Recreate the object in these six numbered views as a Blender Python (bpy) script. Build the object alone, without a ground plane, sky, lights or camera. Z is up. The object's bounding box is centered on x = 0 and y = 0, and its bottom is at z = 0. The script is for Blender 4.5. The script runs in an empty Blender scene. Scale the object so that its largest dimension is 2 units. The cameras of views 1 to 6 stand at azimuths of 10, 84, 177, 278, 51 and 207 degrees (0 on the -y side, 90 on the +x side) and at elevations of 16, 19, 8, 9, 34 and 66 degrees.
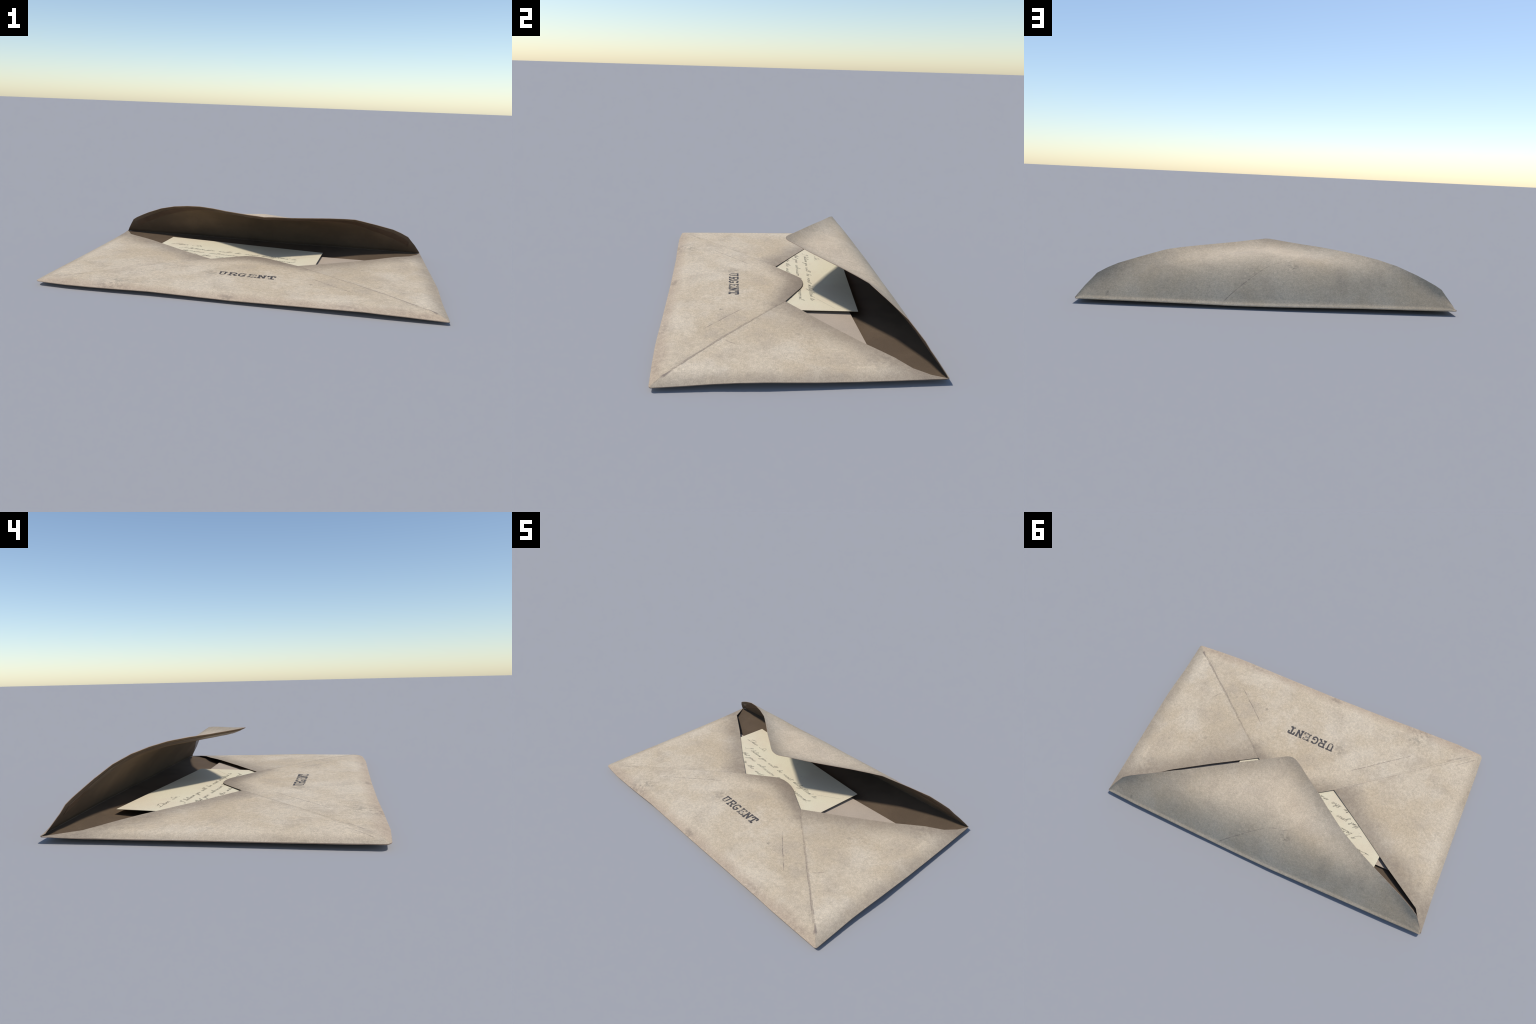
"""An old paper envelope with an open, curling flap, a stamped word on the front,
a handwritten letter and a second folded sheet tucked inside."""
import bpy, math
import numpy as np
from mathutils import Vector, noise

T_PAPER = 0.0022          # paper thickness
rng = np.random.default_rng(7)


def table(pairs):
    xs, ys = zip(*pairs)
    return lambda v: float(np.interp(v, xs, ys))


def smooth(s):
    s = min(1.0, max(0.0, s))
    return s * s * (3 - 2 * s)


# ------------------------------------------------------------------ outline of the envelope
front_y = table([(-1.0, -.596), (-.83, -.607), (-.6, -.604), (-.4, -.598), (0, -.599),
                 (.4, -.602), (.7, -.606), (.85, -.603), (1.0, -.598)])
back_y = table([(-1.0, .580), (-.8, .586), (-.4, .594), (-.1, .600), (.1, .599),
                (.4, .595), (.8, .588), (1.0, .580)])
left_x = table([(-.62, -.994), (-.45, -.996), (0, -.993), (.35, -.994), (.6, -1.0)])
right_x = table([(-.62, .995), (-.37, .992), (-.16, .999), (.04, .999), (.35, .995), (.6, .990)])
# height of the folded rim along each side
front_z = table([(-1.0, .0235), (-.7, .0225), (-.4, .026), (0, .020), (.4, .026), (.62, .030),
                 (.82, .025), (1.0, .0175)])
left_z = table([(-.6, .0225), (-.2, .021), (.3, .020), (.5, .0215), (.58, .025)])
right_z = table([(-.6, .017), (-.47, .021), (-.27, .030), (-.16, .032), (-.06, .029),
                 (.05, .026), (.2, .0235), (.58, .024)])
back_z = table([(-1.0, .0235), (-.5, .0235), (-.2, .0195), (0, .0170), (.2, .0160), (.4, .0190), (.7, .0210), (1.0, .0215)])
CORNER = {(-1, -1): .023, (1, -1): .011, (-1, 1): .013, (1, 1): .013}


def corner_inset(gap, r):
    if gap >= r:
        return 0.0
    g = r - max(gap, 0.0)
    return r - math.sqrt(max(r * r - g * g, 0.0))


def left_edge(y, back=True):
    x = left_x(y) + corner_inset(y + .597, CORNER[-1, -1])
    return x + corner_inset(.580 - y, CORNER[-1, 1])


def right_edge(y):
    x = right_x(y) - corner_inset(y + .598, CORNER[1, -1])
    return x - corner_inset(.580 - y, CORNER[1, 1])


def front_edge(x):
    return front_y(x) + corner_inset(x + .994, CORNER[-1, -1]) + corner_inset(.994 - x, CORNER[1, -1])


def rim_distance(x, y, with_back=False):
    d = [x - left_x(y), right_x(y) - x, y - front_y(x)]
    if with_back:
        d.append(back_y(x) - y)
    for sx, cx in ((-1, left_x(-.6)), (1, right_x(-.6))):
        r = CORNER[sx, -1]
        px, py = cx - sx * r, -.598 + r
        if (x - px) * sx > 0 and y < py:
            d.append(r - math.hypot(x - px, y - py))
    return max(0.0, min(d))


def rim_height(x, y):
    wl = 1 / (x - left_x(y) + .012) ** 3 if x > left_x(y) else 1e6
    wr = 1 / (right_x(y) - x + .012) ** 3 if x < right_x(y) else 1e6
    wf = 1 / (y - front_y(x) + .012) ** 3 if y > front_y(x) else 1e6
    return (wl * left_z(y) + wr * right_z(y) + wf * front_z(x)) / (wl + wr + wf)


def panel_height(x, y):
    """Top face of the closed side of the envelope: a soft pillow rising from the rim."""
    d = rim_distance(x, y)
    s = min(1.0, d / .085)
    rise = 1 - (1 - s) ** 2
    h = .0365
    h += .0075 * math.exp(-((x - .60) ** 2 + (y + .36) ** 2) / .09)
    h += .003 * math.exp(-((x + .55) ** 2 + (y + .3) ** 2) / .08)
    h -= .0028 * smooth((y + .08) / .22)
    h -= .004 * smooth((abs(x) - .72) / .22) * smooth((y - .25) / .2)
    h += .0012 * noise.noise(Vector((x * 3.1, y * 3.1, 4.2)))
    z = rim_height(x, y)
    return z + (h - z) * rise


def floor_height(x, y):
    """Outer (under) face of the back panel."""
    d = rim_distance(x, y, True)
    s = min(1.0, d / .28)
    fall = 1 - (1 - s) ** 2
    wb = smooth((y - .42) / .16)
    low = (rim_height(x, min(y, .56)) - .0031) * (1 - wb) + (back_z(x) - .0022) * wb
    return low * (1 - fall)


# ------------------------------------------------------------------ mesh helpers
def new_object(name, mesh, parent=None, mats=()):
    ob = bpy.data.objects.new(name, mesh)
    bpy.context.scene.collection.objects.link(ob)
    for m in mats:
        mesh.materials.append(m)
    if parent:
        ob.parent = parent
    return ob


def grid_normals(P):
    du = np.gradient(P, axis=0)
    dv = np.gradient(P, axis=1)
    n = np.cross(du, dv)
    ln = np.linalg.norm(n, axis=2, keepdims=True)
    return n / np.maximum(ln, 1e-9)


def sheet(name, P, thickness, parent, mats, normals=None, flip=False):
    """A sheet of paper: P[i, j] is the outer face, the inner face lies 'thickness'
    behind it, and a narrow strip closes the rim. Materials: outer, inner, rim."""
    n, m, _ = P.shape
    N = grid_normals(P) if normals is None else normals
    Q = P - N * thickness
    verts = np.concatenate([P.reshape(-1, 3), Q.reshape(-1, 3)])
    k = n * m
    idx = np.arange(k).reshape(n, m)
    faces, mat = [], []
    for i in range(n - 1):
        for j in range(m - 1):
            a, b, c, d = idx[i, j], idx[i + 1, j], idx[i + 1, j + 1], idx[i, j + 1]
            faces.append((a, b, c, d)); mat.append(0)
            faces.append((a + k, d + k, c + k, b + k)); mat.append(1)
    rim = [idx[i, 0] for i in range(n)] + [idx[n - 1, j] for j in range(1, m)] + \
          [idx[i, m - 1] for i in range(n - 2, -1, -1)] + [idx[0, j] for j in range(m - 2, 0, -1)]
    for a, b in zip(rim, rim[1:] + rim[:1]):
        faces.append((b, a, a + k, b + k)); mat.append(2)
    me = bpy.data.meshes.new(name)
    me.from_pydata([tuple(v) for v in verts], [], [tuple(int(q) for q in f) for f in faces])
    me.polygons.foreach_set("material_index", mat)
    ob = new_object(name, me, parent, mats)
    import bmesh
    bm = bmesh.new()
    bm.from_mesh(me)
    bmesh.ops.remove_doubles(bm, verts=bm.verts, dist=2e-5)
    bm.to_mesh(me)
    bm.free()
    me.shade_smooth()
    me.set_sharp_from_angle(angle=math.radians(50))
    return ob


def ribbons(name, strokes, width, lift, height, parent, mat, jitter=0.0, kind=None):
    """Ink: every stroke (x, y list) becomes a low crowned ribbon lying on the paper."""
    V, F = [], []
    for si, st in enumerate(strokes):
        st = np.array(st, float)
        w = np.broadcast_to(np.asarray(width(si) if callable(width) else width, float), (len(st),)).copy()
        if jitter:
            w = w * (1 + jitter * rng.uniform(-1, 1, len(st)))
        tg = np.gradient(st, axis=0)
        tg /= np.maximum(np.linalg.norm(tg, axis=1, keepdims=True), 1e-9)
        nr = np.c_[-tg[:, 1], tg[:, 0]]
        base = len(V)
        up = lift + .00006 * (si % 7)
        for p, q, ww in zip(st, nr, w):
            for s, u in ((-1, 0), (0, .00025), (1, 0)):
                x, y = p + q * s * ww / 2
                V.append((x, y, height(x, y) + up + u))
        for i in range(len(st) - 1):
            for j in range(2):
                a = base + 3 * i + j
                F.append((a, a + 1, a + 4, a + 3))
    me = bpy.data.meshes.new(name)
    me.from_pydata(V, [], [f[::-1] for f in F])
    me.update()
    ob = new_object(name, me, parent, [mat])
    if kind:
        ob["kind"] = kind
    return ob


# ------------------------------------------------------------------ node helpers
class Nodes:
    def __init__(self, name):
        self.mat = bpy.data.materials.new(name)
        self.mat.use_nodes = True
        self.t = self.mat.node_tree
        self.bsdf = self.t.nodes["Principled BSDF"]
        self.co = self.t.nodes.new("ShaderNodeTexCoord").outputs["Object"]

    def put(self, sock, v):
        if isinstance(v, bpy.types.NodeSocket):
            self.t.links.new(v, sock)
        elif sock.type == 'RGBA':
            sock.default_value = (*v[:3], 1)
        else:
            sock.default_value = v

    def math(self, op, a, b=0.0, c=0.0, clamp=False):
        n = self.t.nodes.new("ShaderNodeMath")
        n.operation, n.use_clamp = op, clamp
        self.put(n.inputs[0], a); self.put(n.inputs[1], b); self.put(n.inputs[2], c)
        return n.outputs[0]

    def vmath(self, op, a, b):
        n = self.t.nodes.new("ShaderNodeVectorMath")
        n.operation = op
        self.put(n.inputs[0], a); self.put(n.inputs[1], b)
        return n.outputs["Value" if op == 'DOT_PRODUCT' else "Vector"]

    def noise(self, scale, detail=3, rough=.55, offset=(0, 0, 0), stretch=(1, 1, 1), vec=None, rot=0.0):
        mp = self.t.nodes.new("ShaderNodeMapping")
        self.put(mp.inputs["Vector"], vec or self.co)
        mp.inputs["Location"].default_value = offset
        mp.inputs["Rotation"].default_value = (0, 0, rot)
        mp.inputs["Scale"].default_value = stretch
        n = self.t.nodes.new("ShaderNodeTexNoise")
        self.put(n.inputs["Vector"], mp.outputs[0])
        n.inputs["Scale"].default_value = scale
        n.inputs["Detail"].default_value = detail
        n.inputs["Roughness"].default_value = rough
        return n.outputs["Fac"], n.outputs["Color"]

    def ramp(self, v, lo, hi, a=0.0, b=1.0, smoothstep=True):
        n = self.t.nodes.new("ShaderNodeMapRange")
        n.interpolation_type = 'SMOOTHSTEP' if smoothstep else 'LINEAR'
        n.clamp = True
        self.put(n.inputs["Value"], v)
        for s, x in zip(("From Min", "From Max", "To Min", "To Max"), (lo, hi, a, b)):
            self.put(n.inputs[s], x)
        return n.outputs[0]

    def mix(self, fac, a, b, mode='MIX'):
        n = self.t.nodes.new("ShaderNodeMix")
        n.data_type, n.blend_type = 'RGBA', mode
        self.put(n.inputs[0], fac); self.put(n.inputs[6], a); self.put(n.inputs[7], b)
        return n.outputs[2]

    def line(self, p, q, vec):
        """Signed distance in plan from the line p->q, positive on its left."""
        d = Vector((q[0] - p[0], q[1] - p[1])).normalized()
        return self.math('ADD', self.vmath('DOT_PRODUCT', vec, (-d.y, d.x, 0)), d.y * p[0] - d.x * p[1])

    def segment(self, p, q, w0, w1, vec, soft=.45):
        d = Vector((q[0] - p[0], q[1] - p[1]))
        L = d.length
        d.normalize()
        across = self.math('ABSOLUTE', self.line(p, q, vec))
        along = self.math('ADD', self.vmath('DOT_PRODUCT', vec, (d.x, d.y, 0)), -(d.x * p[0] + d.y * p[1]))
        width = self.ramp(along, 0, L, w0, w1, False)
        inside = self.ramp(self.math('DIVIDE', across, width), soft, 1.0, 1, 0)
        ends = self.math('MULTIPLY', self.ramp(along, 0, .018), self.ramp(along, L - .018, L, 1, 0))
        return self.math('MULTIPLY', inside, ends)

    def bump(self, h, strength, dist):
        n = self.t.nodes.new("ShaderNodeBump")
        n.inputs["Strength"].default_value = strength
        n.inputs["Distance"].default_value = dist
        self.put(n.inputs["Height"], h)
        self.t.links.new(n.outputs[0], self.bsdf.inputs["Normal"])


PAPER = dict(light=(.648, .531, .382), tan=(.585, .464, .316), grey=(.512, .413, .298),
             stain=(.335, .268, .198), rust=(.37, .270, .195), ink=(.10, .085, .075))


def aged_paper(name, edges=(), creases=(), spots=(), seed=0.0, tone=1.0):
    """Old stained envelope paper. edges: (p, q, width, strength, colour[, gate]) darkens towards the
    line p->q; creases: (p, q, w0, w1, strength); spots: (centre, radius, strength)."""
    N = Nodes(name)
    o = (seed, seed * 1.7, seed * .6)
    big, _ = N.noise(2.6, 4, .6, o)
    mid, midc = N.noise(6.5, 5, .62, (o[0] + 9, 3, 1))
    fine, _ = N.noise(34, 4, .65, (o[0] + 2, 7, 2))
    grain, _ = N.noise(150, 3, .75, (o[0], 1, 5), (1, 1.5, 1))
    fibre, _ = N.noise(120, 3, .6, (o[0] + 4, 1, 3), (1, 3.2, 1), rot=.5)
    col = N.mix(N.ramp(big, .38, .64), PAPER['light'], PAPER['tan'])
    col = N.mix(N.math('MULTIPLY', N.ramp(mid, .48, .70), .80), col, PAPER['grey'])
    pale, _ = N.noise(3.4, 5, .62, (o[0] + 21, 13, 4))
    col = N.mix(N.math('MULTIPLY', N.ramp(pale, .46, .70), .55), col, (.705, .601, .458))
    # dirt clouds and pinpoint dirt
    cloud, _ = N.noise(9, 6, .7, (o[0] + 31, 5, 8))
    dirt = N.math('MULTIPLY', N.ramp(cloud, .56, .74), N.ramp(fine, .40, .68))
    col = N.mix(N.math('MULTIPLY', dirt, .42), col, PAPER['stain'])
    blot, _ = N.noise(60, 4, .7, (o[0] + 41, 2, 6))
    col = N.mix(1.0, col, N.mix(N.ramp(blot, .32, .68, 0, 1, False), (.87, .865, .86), (1.10, 1.10, 1.10)), 'MULTIPLY')
    speck, _ = N.noise(95, 2, .6, (o[0] + 51, 4, 9))
    col = N.mix(N.math('MULTIPLY', N.ramp(speck, .70, .78), N.ramp(cloud, .38, .62, .15, .65)), col, (.21, .165, .125))
    # irregular coordinates for the dark bands along the edges
    warp = N.vmath('SCALE', N.vmath('SUBTRACT', midc, (.5, .5, .5)), (0, 0, 0))
    warp.node.inputs["Scale"].default_value = .060
    wco = N.vmath('ADD', N.co, warp)
    for e in edges:
        p, q, width, strength, colour = e[:5]
        d = N.line(p, q, wco)
        f = N.ramp(d, 0, width, 1, 0)
        if len(e) > 5:                       # gate: (axis vector, from, to)
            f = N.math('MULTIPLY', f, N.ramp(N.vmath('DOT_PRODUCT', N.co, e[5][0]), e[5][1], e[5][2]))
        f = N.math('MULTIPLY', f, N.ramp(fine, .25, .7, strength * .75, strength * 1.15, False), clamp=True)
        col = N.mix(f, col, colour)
    for c, r, s in spots:
        dv = N.vmath('SUBTRACT', N.co, (*c, 0))
        dv = N.vmath('MULTIPLY', dv, (1, 1, 0))
        n = N.t.nodes.new("ShaderNodeVectorMath"); n.operation = 'LENGTH'
        N.put(n.inputs[0], dv)
        f = N.math('MULTIPLY', N.ramp(n.outputs["Value"], r * .15, r, 1, 0), N.ramp(fine, .40, .62, 0, s))
        col = N.mix(f, col, PAPER['ink'])
    jit = N.vmath('SCALE', N.vmath('SUBTRACT', midc, (.5, .5, .5)), (0, 0, 0))
    jit.node.inputs["Scale"].default_value = .010
    cco = N.vmath('ADD', N.co, jit)
    worn = N.ramp(fine, .36, .56, .25, 1)
    for p, q, w0, w1, s in creases:
        f = N.math('MULTIPLY', N.segment(p, q, w0, w1, cco), N.math('MULTIPLY', worn, s))
        col = N.mix(f, col, (.205, .155, .130))
    # grain and fibres
    col = N.mix(1.0, col, N.mix(N.ramp(grain, .3, .7, 0, 1, False), (.80, .805, .81), (1.135, 1.125, 1.115)), 'MULTIPLY')
    col = N.mix(N.math('MULTIPLY', N.ramp(fibre, .60, .78), .32), col, PAPER['stain'])
    col = N.mix(1.0, col, (tone, tone * .985, tone * .965) if tone > 1 else (tone,) * 3, 'MULTIPLY')
    N.put(N.bsdf.inputs["Base Color"], col)
    N.bsdf.inputs["Roughness"].default_value = .78
    N.bsdf.inputs["Specular IOR Level"].default_value = .25
    h = N.math('ADD', N.math('MULTIPLY', grain, .35), N.math('MULTIPLY', fine, .65))
    N.bump(h, .22, .0035)
    return N.mat


def plain_paper(name, a, b, scale, grain_lo=.9, rough=.8, spec=.25, segs=(), smudge=0.0, seed=0.0):
    N = Nodes(name)
    big, _ = N.noise(scale, 4, .6, (seed, 2, 1))
    grain, _ = N.noise(170, 3, .7, (seed, 1, 4), (1, 1.6, 1))
    fine, _ = N.noise(38, 4, .65, (seed + 3, 5, 1))
    col = N.mix(N.ramp(big, .36, .66), a, b)
    col = N.mix(1.0, col, N.mix(N.ramp(grain, .3, .7, 0, 1, False), (grain_lo,) * 3, (1.06, 1.06, 1.05)), 'MULTIPLY')
    if smudge:
        col = N.mix(N.ramp(fine, .60, .80, 0, smudge), col, (.22, .19, .13))
    for p, q, w, s in segs:
        col = N.mix(N.math('MULTIPLY', N.segment(p, q, w, w, N.co), s), col, (.25, .21, .15))
    N.put(N.bsdf.inputs["Base Color"], col)
    N.bsdf.inputs["Roughness"].default_value = rough
    N.bsdf.inputs["Specular IOR Level"].default_value = spec
    N.bump(N.math('ADD', grain, fine), .12, .002)
    return N.mat


def ink(name, colour, paper, lo, hi, scale):
    N = Nodes(name)
    w, _ = N.noise(scale, 4, .65, (3, 1, 2))
    N.put(N.bsdf.inputs["Base Color"], N.mix(N.ramp(w, lo, hi), colour, paper))
    N.bsdf.inputs["Roughness"].default_value = .7
    N.bsdf.inputs["Specular IOR Level"].default_value = .2
    return N.mat


# ------------------------------------------------------------------ landmarks on the envelope
FL, FR = (-.990, -.594), (.992, -.596)
NOTCH_L, NOTCH_R = (-.250, .005), (.257, .0065)
OPEN_L = [(-.995, .568), (-.929, .456), (-.714, .318), (-.455, .139), NOTCH_L, (-.170, -.050)]
OPEN_R = [(.988, .570), (.964, .510), (.918, .453), (.835, .403), (.701, .298), (.50, .162), (.355, .070), NOTCH_R, (.170, -.050)]
SEAM_L = [FL, (-.945, -.563), (-.60, -.284), NOTCH_L]
SEAM_R = [NOTCH_R, (.60, -.272), (.905, -.518), FR]
TIP = [NOTCH_L, (-.095, .116), (-.066, .131), (-.030, .1365), (.010, .134), (.045, .126), (.080, .1115), (.108, .094), NOTCH_R]

edge_mat = plain_paper("paper_edge", (.36, .26, .19), (.28, .20, .145), 20, seed=5)
seam_mat = plain_paper("paper_edge_soft", (.50, .40, .30), (.43, .34, .25), 20, seed=6)
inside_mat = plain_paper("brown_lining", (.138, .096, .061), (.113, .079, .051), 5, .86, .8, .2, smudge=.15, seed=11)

STAIN, RUST = PAPER['stain'], PAPER['rust']
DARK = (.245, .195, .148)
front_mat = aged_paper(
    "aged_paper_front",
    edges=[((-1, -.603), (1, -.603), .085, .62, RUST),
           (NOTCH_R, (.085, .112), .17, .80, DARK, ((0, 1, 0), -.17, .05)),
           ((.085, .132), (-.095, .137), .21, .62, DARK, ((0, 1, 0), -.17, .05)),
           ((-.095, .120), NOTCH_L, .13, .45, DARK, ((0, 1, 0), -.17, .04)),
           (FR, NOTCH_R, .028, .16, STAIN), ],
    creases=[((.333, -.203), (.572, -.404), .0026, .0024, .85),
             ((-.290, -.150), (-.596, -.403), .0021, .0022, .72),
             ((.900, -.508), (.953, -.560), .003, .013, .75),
             ((.30, -.036), (.905, -.522), .0025, .0050, .50), ((-.95, -.575), (-.30, -.045), .002, .002, .25),  # first two: shadow of the overlap step, painted along both seams
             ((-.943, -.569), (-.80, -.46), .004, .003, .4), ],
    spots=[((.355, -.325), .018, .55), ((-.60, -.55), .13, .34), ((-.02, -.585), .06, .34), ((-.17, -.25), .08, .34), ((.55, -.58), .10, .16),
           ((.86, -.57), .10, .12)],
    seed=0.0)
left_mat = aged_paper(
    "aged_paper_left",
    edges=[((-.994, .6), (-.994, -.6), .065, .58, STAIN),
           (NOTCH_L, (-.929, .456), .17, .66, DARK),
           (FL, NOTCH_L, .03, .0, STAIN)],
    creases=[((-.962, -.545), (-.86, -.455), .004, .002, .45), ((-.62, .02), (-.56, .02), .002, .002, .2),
             ((-.972, -.575), (-.27, -.012), .002, .0018, .35)],  # thin seam shade below the bottom flap, drawn into the colour
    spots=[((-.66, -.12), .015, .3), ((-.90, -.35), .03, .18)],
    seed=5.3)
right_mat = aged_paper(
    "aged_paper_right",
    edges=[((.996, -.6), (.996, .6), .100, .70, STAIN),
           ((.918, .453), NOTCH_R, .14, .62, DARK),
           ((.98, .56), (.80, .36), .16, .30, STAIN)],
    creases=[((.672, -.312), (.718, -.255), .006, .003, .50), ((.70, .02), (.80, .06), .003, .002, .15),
             ((.270, -.006), (.905, -.516), .0022, .0050, .50), ((.900, -.508), (.953, -.560), .003, .013, .75)],  # step shadow darkened into the paper, widening towards the front corner
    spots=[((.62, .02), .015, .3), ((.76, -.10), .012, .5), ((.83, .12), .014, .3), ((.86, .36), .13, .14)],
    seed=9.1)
back_mat = aged_paper("aged_paper_back", edges=[((-1, -.603), (1, -.603), .05, .4, RUST)], seed=14.7)
flap_mat = aged_paper(
    "aged_paper_flap",
    edges=[((-.93, .50), (.02, .005), .13, .40, DARK),
           ((.02, .005), (.93, .50), .13, .40, DARK),
           ((.88, .62), (.93, .40), .10, .30, STAIN)],
    creases=[((.236, .584), (-.011, .440), .0022, .0018, .60), ((-.011, .440), (-.085, .416), .0018, .0016, .45), ((-.09, .425), (-.15, .394), .0018, .0014, .35),
             ((.43, .52), (.34, .56), .002, .002, .15)],
    spots=[((-.123, .452), .050, .36), ((-.123, .455), .016, .45), ((.83, .562), .012, .75), ((.546, .538), .010, .6),
           ((.25, .34), .05, .15), ((.10, .50), .09, .16)],
    seed=21.9, tone=1.12)

# ------------------------------------------------------------------ the envelope
envelope = new_object("envelope", None)
envelope["label"] = "open aged paper envelope with curled flap and stamp"
envelope["category"] = "envelope"


def polyline_y(pts):
    p = sorted(pts)
    return lambda x: float(np.interp(x, [a for a, _ in p], [b for _, b in p]))


def spread(a, b, n, ease=.5):
    """n samples from a to b, closer together at both ends."""
    t = np.linspace(0, 1, n)
    return a + (b - a) * (t * (1 - ease) + ease * (t * t * (3 - 2 * t)))


# back panel -----------------------------------------------------------------
def back_panel():
    nx, ny = 150, 96
    P = np.zeros((nx, ny, 3))
    for j, t in enumerate(spread(0, 1, ny, .75)):
        y0 = -.598 + t * (.580 + .598)
        xa, xb = left_edge(y0), right_edge(y0)
        for i, s in enumerate(spread(0, 1, nx, .75)):
            x = xa + (xb - xa) * s
            y = front_edge_free(x) + t * (back_y(x) - .0022 - front_edge_free(x))
            P[i, j] = x, y, floor_height(x, y)
    P = P[:, ::-1]                      # outer face looks down
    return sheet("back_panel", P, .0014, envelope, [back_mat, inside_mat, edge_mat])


def front_edge_free(x):
    return front_y(x)


back_panel()

# bottom flap: the big triangle with a rounded tip, on top of the side flaps ----
top_line = polyline_y(SEAM_L + TIP[1:-1] + SEAM_R)


def step(x, y):
    d = rim_distance(x, y)
    return (.0003 + .0003 * smooth((x + .2) / .5)) * min(1.0, d / .02)


def front_height(x, y):
    return panel_height(x, y) + step(x, y)


def front_flap():
    xs = np.unique(np.round(np.r_[np.linspace(-.985, .985, 150), [p[0] for p in TIP], np.linspace(-.13, .14, 40),
                                  spread(-.993, -.95, 14), spread(.95, .993, 14)], 5))
    rows = spread(0, 1, 70, .55)
    P = np.zeros((len(xs), len(rows), 3))
    for i, x in enumerate(xs):
        y0 = front_edge(x)
        y1 = max(y0 + 1e-4, top_line(x))
        for j, t in enumerate(rows):
            y = y0 + (y1 - y0) * t
            P[i, j] = x, y, front_height(x, y)
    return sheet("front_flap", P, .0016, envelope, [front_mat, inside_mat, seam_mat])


front_flap()


def side_flap(mat, opening, seam, sign):
    """A side flap reaches from the folded side edge to the seam (running on a little way
    underneath the bottom flap) and to the slanting opening edge."""
    under = [(p[0] - sign * .045, p[1] - .02) for p in seam]
    ends = {p[1]: p[0] for p in opening[:-2]}
    pts = [(y, x) for y, x in ends.items()] + [(opening[-2][1], opening[-2][0]), (opening[-1][1], opening[-1][0])]
    lower = sorted((max(p[1], -.5975), p[0]) for p in under if p[1] < opening[-1][1])
    prof = sorted(lower + pts)
    # the overlap shrinks to nothing at the front corner
    prof = [(y, x) for y, x in prof]
    fy, fx = zip(*prof)
    ys = np.unique(np.round(np.r_[spread(-.597, -.55, 14), np.linspace(-.55, .40, 90), np.linspace(.40, opening[0][1], 30), list(fy)], 5))
    ys = ys[(ys >= -.597) & (ys <= opening[0][1])]
    cols = spread(0, 1, 60, .6)
    P = np.zeros((len(cols), len(ys), 3))
    edge = left_edge if sign < 0 else right_edge
    for j, y in enumerate(ys):
        xa, xb = edge(y), float(np.interp(y, fy, fx))
        if (xb - xa) * sign > -1e-4:
            xb = xa - sign * 1e-4
        for i, s in enumerate(cols):
            x = xa + (xb - xa) * s
            P[i, j] = x, y, panel_height(x, y)
    if sign > 0:
        P = P[::-1]
    return sheet("side_flap", P, .0016, envelope, [mat, inside_mat, edge_mat])


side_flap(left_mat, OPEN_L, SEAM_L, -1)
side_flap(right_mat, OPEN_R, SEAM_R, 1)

# closing flap: curls up from the back fold and forward over the opening --------
LIP = [(-.9975, .571, .025), (-.99, .562, .033), (-.98, .551, .050), (-.95, .525, .093), (-.93, .512, .122), (-.90, .499, .141),
       (-.85, .480, .166), (-.80, .463, .189), (-.70, .430, .228), (-.60, .393, .254), (-.50, .350, .271),
       (-.40, .300, .283), (-.30, .232, .290), (-.20, .160, .293), (-.10, .094, .298), (-.05, .059, .301),
       (-.02, .040, .303), (0, .031, .304), (.02, .0275, .303), (.035, .029, .301), (.05, .034, .299), (.10, .065, .296),
       (.20, .124, .287), (.30, .185, .281), (.40, .248, .275), (.50, .308, .267), (.56, .344, .260),
       (.60, .362, .250), (.70, .410, .222), (.80, .456, .192), (.85, .475, .170), (.90, .498, .142),
       (.925, .516, .112), (.95, .537, .083), (.98, .565, .041), (.986, .572, .029), (.989, .576, .025)]
lip_y = table([(p[0], p[1]) for p in LIP])
lip_z = table([(p[0], p[2]) for p in LIP])


def bezier(a, b, c, d, t):
    return a * (1 - t) ** 3 + 3 * b * t * (1 - t) ** 2 + 3 * c * t * t * (1 - t) + d * t ** 3


def flap_profile(x, n):
    """Section through the closing flap at x: fold, back wall, forward curl."""
    yb = back_y(x) - corner_inset(.992 - x, .012) - corner_inset(x + 1.0, .012)
    e = np.array([lip_y(x), lip_z(x)])
    room = min(1.0, max(.02, (e[1] - .024) / .06))
    z0 = back_z(x)
    k = .12 + .88 * room
    foot = np.array([[.0022, -.0020], [.0004, -.0006], [0, .0008], [.0012, .0030], [.0042, .0060], [.0080, .0094], [.0120, .0132]])
    foot = np.c_[yb - foot[:, 0] * (.3 + .7 * k), z0 + foot[:, 1] * k]
    a = np.array([yb - .0158 * (.3 + .7 * k), z0 + .0174 * k])
    L = np.linalg.norm(e - a)
    wall = smooth((.95 - abs(x)) / .73)                     # how far the back wall leans
    curl = smooth((.97 - abs(x)) / .62)                     # how far the lip flips up again
    b = (a + L * .36 * np.array([-.618, .786])) * (1 - wall) + (a + L * np.array([-.368, .588])) * wall
    c = (e + (a - e) * .34 + L * np.array([-.073, -.037])) * (1 - curl) + (e + L * np.array([.388, -.198])) * curl
    t = np.linspace(0, 1, n)[:, None]
    return np.vstack([foot, bezier(a, b, c, e, t)])


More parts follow.
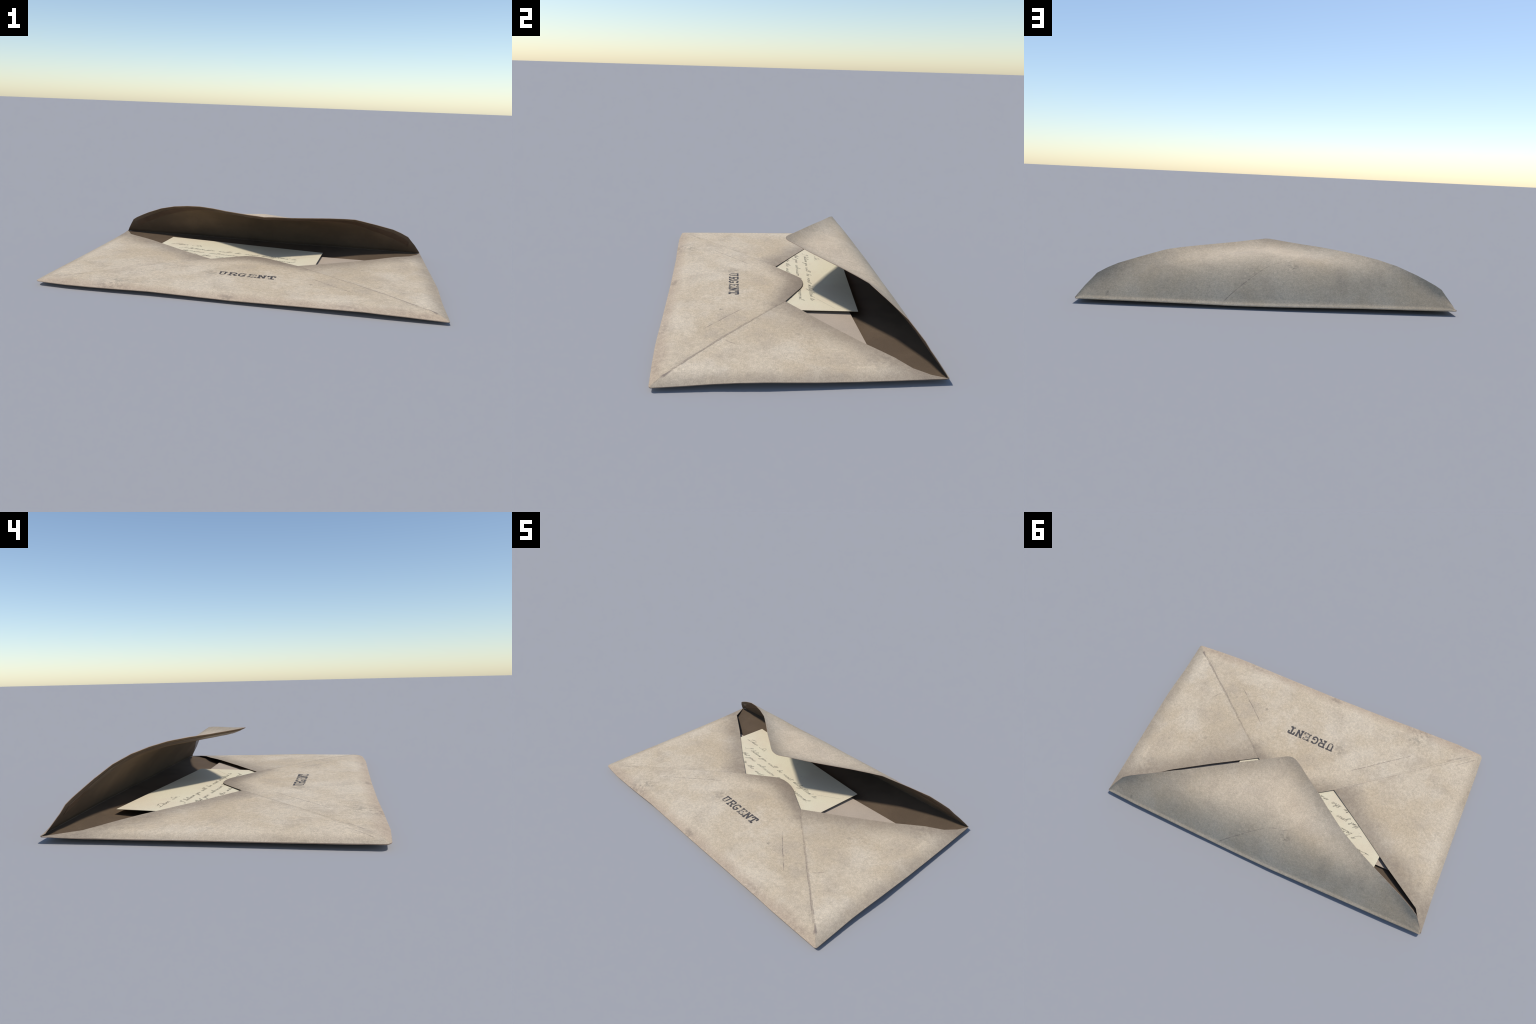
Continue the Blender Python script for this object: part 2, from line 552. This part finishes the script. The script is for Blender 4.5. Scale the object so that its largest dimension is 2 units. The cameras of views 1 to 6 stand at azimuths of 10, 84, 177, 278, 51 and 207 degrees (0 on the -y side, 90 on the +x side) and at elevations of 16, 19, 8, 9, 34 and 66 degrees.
def flap_grid():
    xs = np.unique(np.round(np.r_[np.linspace(-.9975, .989, 150), [p[0] for p in LIP], np.linspace(-.1, .1, 30)], 5))
    n = 56
    P = np.zeros((len(xs), n + 7, 3))
    for i, x in enumerate(xs):
        pr = flap_profile(x, n)
        P[i, :, 0] = x
        P[i, :, 1:] = pr
        if abs(x) < .9:
            s = np.linspace(0, 1, n + 7)
            w = .0015 * np.array([noise.noise(Vector((x * 2.2, v * 2.0, 9.1))) for v in s]) * np.sin(np.pi * s)
            P[i, :, 2] += w
    return xs, P


flap_x, FLAP = flap_grid()
FLAP_N = grid_normals(FLAP)
if FLAP_N[len(flap_x) // 2, 30, 2] < 0:
    FLAP, flap_x = FLAP[::-1], flap_x[::-1]
    FLAP_N = grid_normals(FLAP)
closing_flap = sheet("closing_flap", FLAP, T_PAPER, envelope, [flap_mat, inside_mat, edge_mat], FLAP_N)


def gum_strip():
    """Band of dried gum along the inside of the closing flap."""
    rows = []
    for i, x in enumerate(flap_x):
        pr = FLAP[i] - FLAP_N[i] * (T_PAPER + .0006)
        seg = np.r_[0, np.cumsum(np.linalg.norm(np.diff(pr, axis=0), axis=1))]
        if seg[-1] < .135:
            continue
        at = seg[-1] - np.array([.074, .064, .050, .036, .028])
        rows.append(np.array([[np.interp(s, seg, pr[:, k]) for k in range(3)] for s in at]))
    P = np.array(rows)
    mat = plain_paper("dried_gum", (.102, .064, .041), (.080, .050, .033), 9, .92, .38, .5, seed=17)
    N = grid_normals(P)
    if N[len(rows) // 2, 2, 2] > 0:
        P = P[:, ::-1]
    return sheet("gum_strip", P, -.0004, closing_flap, [mat, mat, mat])


gum_strip()

# the stamped word: slab letters of worn black ink -----------------------------
STAMP_AT, STAMP_TURN = Vector((-.1392, -.2218)), math.radians(-1.5)


def arc(cx, cy, rx, ry, a0, a1, n=14):
    return [(cx + rx * math.cos(math.radians(a)), cy + ry * math.sin(math.radians(a))) for a in np.linspace(a0, a1, n)]


# strokes in millimetre-like units: x along the word, y up, cap height 51
H = 51
STAMP = {
    "U": [(2, H - 3, 46, H - 3), (10, H, 10, 12), (36, H, 36, 12), arc(23, 13, 13, 11, 180, 360)],
    "R": [(55, H - 3, 85, H - 3), (64, H, 64, 3), arc(85, 37, 10, 12, 90, -90), (64, 25, 86, 25), (80, 25, 95, 3),
          (54, 3, 75, 3), (87, 3, 104, 3)],
    "G": [arc(128, 25, 17, 23, 38, 318, 22), (143, H - 1, 143, 38), (127, 21, 147, 21), (142, 21, 142, 5)],
    "E": [(160, H - 3, 201, H - 3), (169, H, 169, 3), (159, 3, 204, 3), (169, 25, 189, 25), (188, 33, 188, 17),
          (200, H - 1, 200, 37), (203, 2, 203, 16)],
    "N": [(213, H - 3, 230, H - 3), (221, H, 221, 3), (221, H, 248, 3), (248, 1, 248, H - 2), (240, H - 3, 257, H - 3), (212, 3, 231, 3)],
    "T": [(267, H - 3, 305, H - 3), (268, H, 267, 31), (304, H, 304, 31), (286, H, 286, 3), (272, 3, 303, 3)],
}
BOLD = {"U": 9.0, "R": 9.6, "G": 9.4, "E": 9.0, "N": 10.4, "T": 10.8}
stamp_ink = {
    "solid": ink("stamp_ink", (.078, .069, .067), (.50, .43, .33), .56, .70, 75),
    "worn": ink("stamp_ink_worn", (.080, .068, .060), (.52, .44, .335), .49, .64, 90),
}
word = new_object("stamped_word", None, envelope)
c, s = math.cos(STAMP_TURN), math.sin(STAMP_TURN)
for ch, parts in STAMP.items():
    strokes = []
    for p in parts:
        if isinstance(p, tuple):
            n = max(4, int(math.hypot(p[2] - p[0], p[3] - p[1]) / 2.2))
            p = [(p[0] + (p[2] - p[0]) * k / n, p[1] + (p[3] - p[1]) * k / n) for k in range(n + 1)]
        strokes.append([(STAMP_AT.x + (u * c - (v - H) * s) * .001, STAMP_AT.y + (u * s + (v - H) * c) * .001) for u, v in p])
    ribbons("stamped_character", strokes, lambda k, ch=ch: BOLD[ch] * .001 * (.50 if ch == 'U' and k == 3 else 1), .0004, front_height, word,
            stamp_ink["worn" if ch in "E" else "solid"], jitter=.16)

# ------------------------------------------------------------------ the handwritten letter
CL, CR = Vector((-.627, .456)), Vector((.380, .358))
UX = (CR - CL).normalized()
UV = Vector((UX.y, -UX.x))              # down the page
PAGE_W, PAGE_H = (CR - CL).length, .86


def page(u, v):
    p = CL + UX * u + UV * v
    return p.x, p.y


def page_height(x, y):
    d = Vector((x, y)) - CL
    u, v = d.dot(UX) / PAGE_W, d.dot(UV)
    return .0318 - .0085 * v + .0006 * math.sin(u * 5 + 1)


letter = new_object("letter", None)
letter["label"] = "cream letter sheet with slanted cursive handwriting"
letter["category"] = "letter"
fold_a, fold_b = page(.857, .202), page(.99, .106)
letter_mat = plain_paper("cream_paper", (.750, .672, .480), (.725, .615, .440), 4.5, .93, .8, .25,
                         segs=[(fold_a, fold_b, .0016, .5)], smudge=.22, seed=31)
letter_edge = plain_paper("cream_paper_edge", (.55, .48, .34), (.50, .43, .30), 9, seed=3)
P = np.zeros((70, 60, 3))
for i, a in enumerate(np.linspace(0, PAGE_W, 70)):
    for j, b in enumerate(np.linspace(PAGE_H, 0, 60)):
        x, y = page(a, b)
        P[i, j] = x, y, page_height(x, y)
sheet("page", P, .0014, letter, [letter_mat, letter_mat, letter_edge])

# cursive alphabet: pen path per character, x-height 1, unslanted
CURSIVE = {
    "a": [(.1, .1), (.72, .95), (.3, .9), (.05, .4), (.28, .02), (.7, .6), (.76, .95), (.74, .2), (1.0, 0)],
    "b": [(0, 0), (.5, 1.4), (.5, 2.3), (.25, 2.1), (.2, .9), (.28, .1), (.62, .06), (.76, .6), (.6, .9), (.95, .75)],
    "d": [(.1, .1), (.7, .95), (.3, .9), (.05, .4), (.28, .02), (.7, .7), (.8, 2.2), (.74, .2), (1.0, 0)],
    "e": [(0, .1), (.45, .45), (.6, .82), (.36, 1.0), (.1, .6), (.22, .1), (.5, 0), (.82, .15)],
    "f": [(0, 0), (.5, 1.5), (.52, 2.3), (.3, 2.0), (.22, -1.2), (.5, -.9), (.4, 0), (.85, .1)],
    "g": [(.1, .1), (.7, .95), (.3, .9), (.05, .4), (.28, .02), (.7, .6), (.72, -.6), (.4, -1.5), (.05, -1.2), (.5, -.4), (1.05, .1)],
    "h": [(0, 0), (.45, 1.5), (.46, 2.3), (.2, 2.1), (.15, 0), (.2, .5), (.5, 1), (.66, .8), (.66, .2), (.92, 0)],
    "i": [(0, 0), (.36, 1.0), (.36, .2), (.68, 0)],
    "l": [(0, 0), (.5, 1.3), (.55, 2.3), (.3, 2.2), (.24, 1), (.3, .15), (.62, 0)],
    "m": [(0, .6), (.15, 1), (.15, 0), (.2, .5), (.5, 1), (.6, .8), (.6, 0), (.66, .5), (.96, 1), (1.06, .8), (1.06, .2), (1.3, 0)],
    "n": [(0, .6), (.15, 1), (.15, 0), (.2, .5), (.5, 1), (.64, .8), (.64, .2), (.9, 0)],
    "o": [(.1, .2), (.5, 1), (.16, .8), (.1, .2), (.4, 0), (.7, .4), (.6, .95), (.55, .95), (.95, .85)],
    "p": [(0, .3), (.3, 1.2), (.12, -1.3), (.2, .3), (.5, 1), (.76, .7), (.6, .1), (.3, .1), (.95, .1)],
    "r": [(0, .3), (.2, 1.15), (.3, .95), (.6, .95), (.55, .2), (.8, 0)],
    "s": [(0, .1), (.45, 1.05), (.5, .6), (.55, .15), (.3, 0), (.1, .12), (.5, .05), (.8, .1)],
    "t": [(0, 0), (.36, 1.9), (.3, .2), (.62, 0)],
    "u": [(0, .6), (.15, 1), (.15, .2), (.4, 0), (.75, .7), (.8, 1), (.8, .2), (1.05, 0)],
    "v": [(0, .7), (.2, 1), (.35, .1), (.5, 0), (.8, .8), (.76, 1), (1.02, .85)],
    "w": [(0, .6), (.15, 1), (.2, .1), (.45, 0), (.65, .8), (.7, .1), (.95, 0), (1.2, .8), (1.16, 1), (1.4, .85)],
    "y": [(0, .8), (.15, 1), (.2, .2), (.45, .05), (.75, .9), (.75, 1), (.7, -.5), (.4, -1.5), (.1, -1.3), (.5, -.4), (1.0, .1)],
    "D": [(1.0, 2.4), (.7, 1.2), (.5, .2), (.0, .25), (-.3, .05), (.3, -.05), (1.3, .1), (2.2, .9), (2.3, 2.0), (1.6, 2.6), (.7, 2.5), (.2, 2.0)],
    "S": [(-.2, .6), (-.3, .2), (.2, .0), (.9, .4), (1.0, 1.1), (.7, 1.7), (.9, 2.4), (1.5, 2.5), (1.4, 1.9)],
    "I": [(1.4, 2.2), (.7, 2.3), (.2, 1.7), (.6, 1.3), (1.3, 1.9), (1.4, 2.5), (1.1, 1.2), (.9, .2), (.6, -.6), (-.1, -.9), (-.7, -.5)],
}
SLANT = .72


def curve_through(pts, per=7):
    p = np.array(pts, float)
    p = np.vstack([2 * p[0] - p[1], p, 2 * p[-1] - p[-2]])
    out = []
    for i in range(1, len(p) - 2):
        for t in np.linspace(0, 1, per, endpoint=False):
            out.append(.5 * (2 * p[i] + (p[i + 1] - p[i - 1]) * t + (2 * p[i - 1] - 5 * p[i] + 4 * p[i + 1] - p[i + 2]) * t ** 2 +
                             (3 * p[i] - p[i - 1] - 3 * p[i + 1] + p[i + 2]) * t ** 3))
    out.append(p[-2])
    return np.array(out)


def write(word, u0, u1, v, size):
    """One handwritten word between u0 and u1 on the baseline v of the page."""
    path, marks, x, strokes = [], [], 0.0, []
    for ch in word:
        if ch in ".,":
            x += .35
            marks.append([(x, .05), (x + .12, 0), (x + (.0 if ch == "," else .1), -.5 if ch == "," else -.08)])
            x += .3
            continue
        g = CURSIVE[ch]
        wob = rng.uniform(-.05, .05, (len(g), 2))
        pts = [(x + a + d[0], b * (.95 + .1 * d[1]) + d[1]) for (a, b), d in zip(g, wob)]
        if ch == "i":
            marks.append([(x + .42, 1.65), (x + .50, 1.72), (x + .56, 1.62)])
        if ch == "t":
            marks.append([(x - .02, 1.28), (x + .35, 1.36), (x + .75, 1.40)])
        if ch in "DSI":
            strokes.append(curve_through(pts))
            x += 2.1 if ch == "D" else 1.35
            continue
        path += pts
        x = x + g[-1][0] + .12
    strokes += [curve_through(path)] if len(path) > 2 else []
    strokes += [np.array(m) for m in marks]
    k = (u1 - u0) / max(x, .1)
    for s in strokes:
        yield [page(u0 + p[0] * k + p[1] * size * SLANT, v - p[1] * size) for p in s]


lines = [
    [("Dear", .062, .172), ("Sir,", .205, .272)],
    [("I", .155, .172), ("believe", .198, .305), ("you", .322, .375), ("will", .400, .468), ("be", .503, .543),
     ("most", .566, .650), ("delighted", .672, .838), ("to", .858, .888)],
    [("that", .176, .236), ("your", .256, .325), ("submission", .362, .540), ("for", .556, .600), ("approval.", .725, .888)],
    [("to", .268, .305), ("the", .330, .392), ("insti", .418, .500), ("t", .838, .850)],
]
handwriting_ink = ink("faded_ink", (.135, .125, .098), (.58, .52, .385), .45, .70, 70)
for base, row in zip((.163, .228, .287, .345), lines):
    for w, a, b in row:
        st = list(write(w, a, b, base, .0119))
        ribbons("handwritten_word", st, .0018, .00035, page_height, letter, handwriting_ink, jitter=.30)

# ------------------------------------------------------------------ the second sheet below it
second = new_object("folded_sheet", None)
second["label"] = "plain dusky pink sheet tucked below the letter"
second["category"] = "sheet of paper"
pink = plain_paper("dusky_paper", (.500, .405, .312), (.455, .370, .288), 5, .92, .8, .25, smudge=.12, seed=41)
pink_edge = plain_paper("dusky_paper_edge", (.33, .27, .21), (.30, .24, .18), 9, seed=4)
P = np.zeros((60, 40, 3))
for i, a in enumerate(np.linspace(-.88, .88, 60)):
    for j, b in enumerate(np.linspace(-.48, .3205 + .004 * a, 40)):
        P[i, j] = a, b, .0140 + .0008 * math.sin(a * 4) - .001 * b
sheet("sheet", P, .0014, second, [pink, pink, pink_edge])
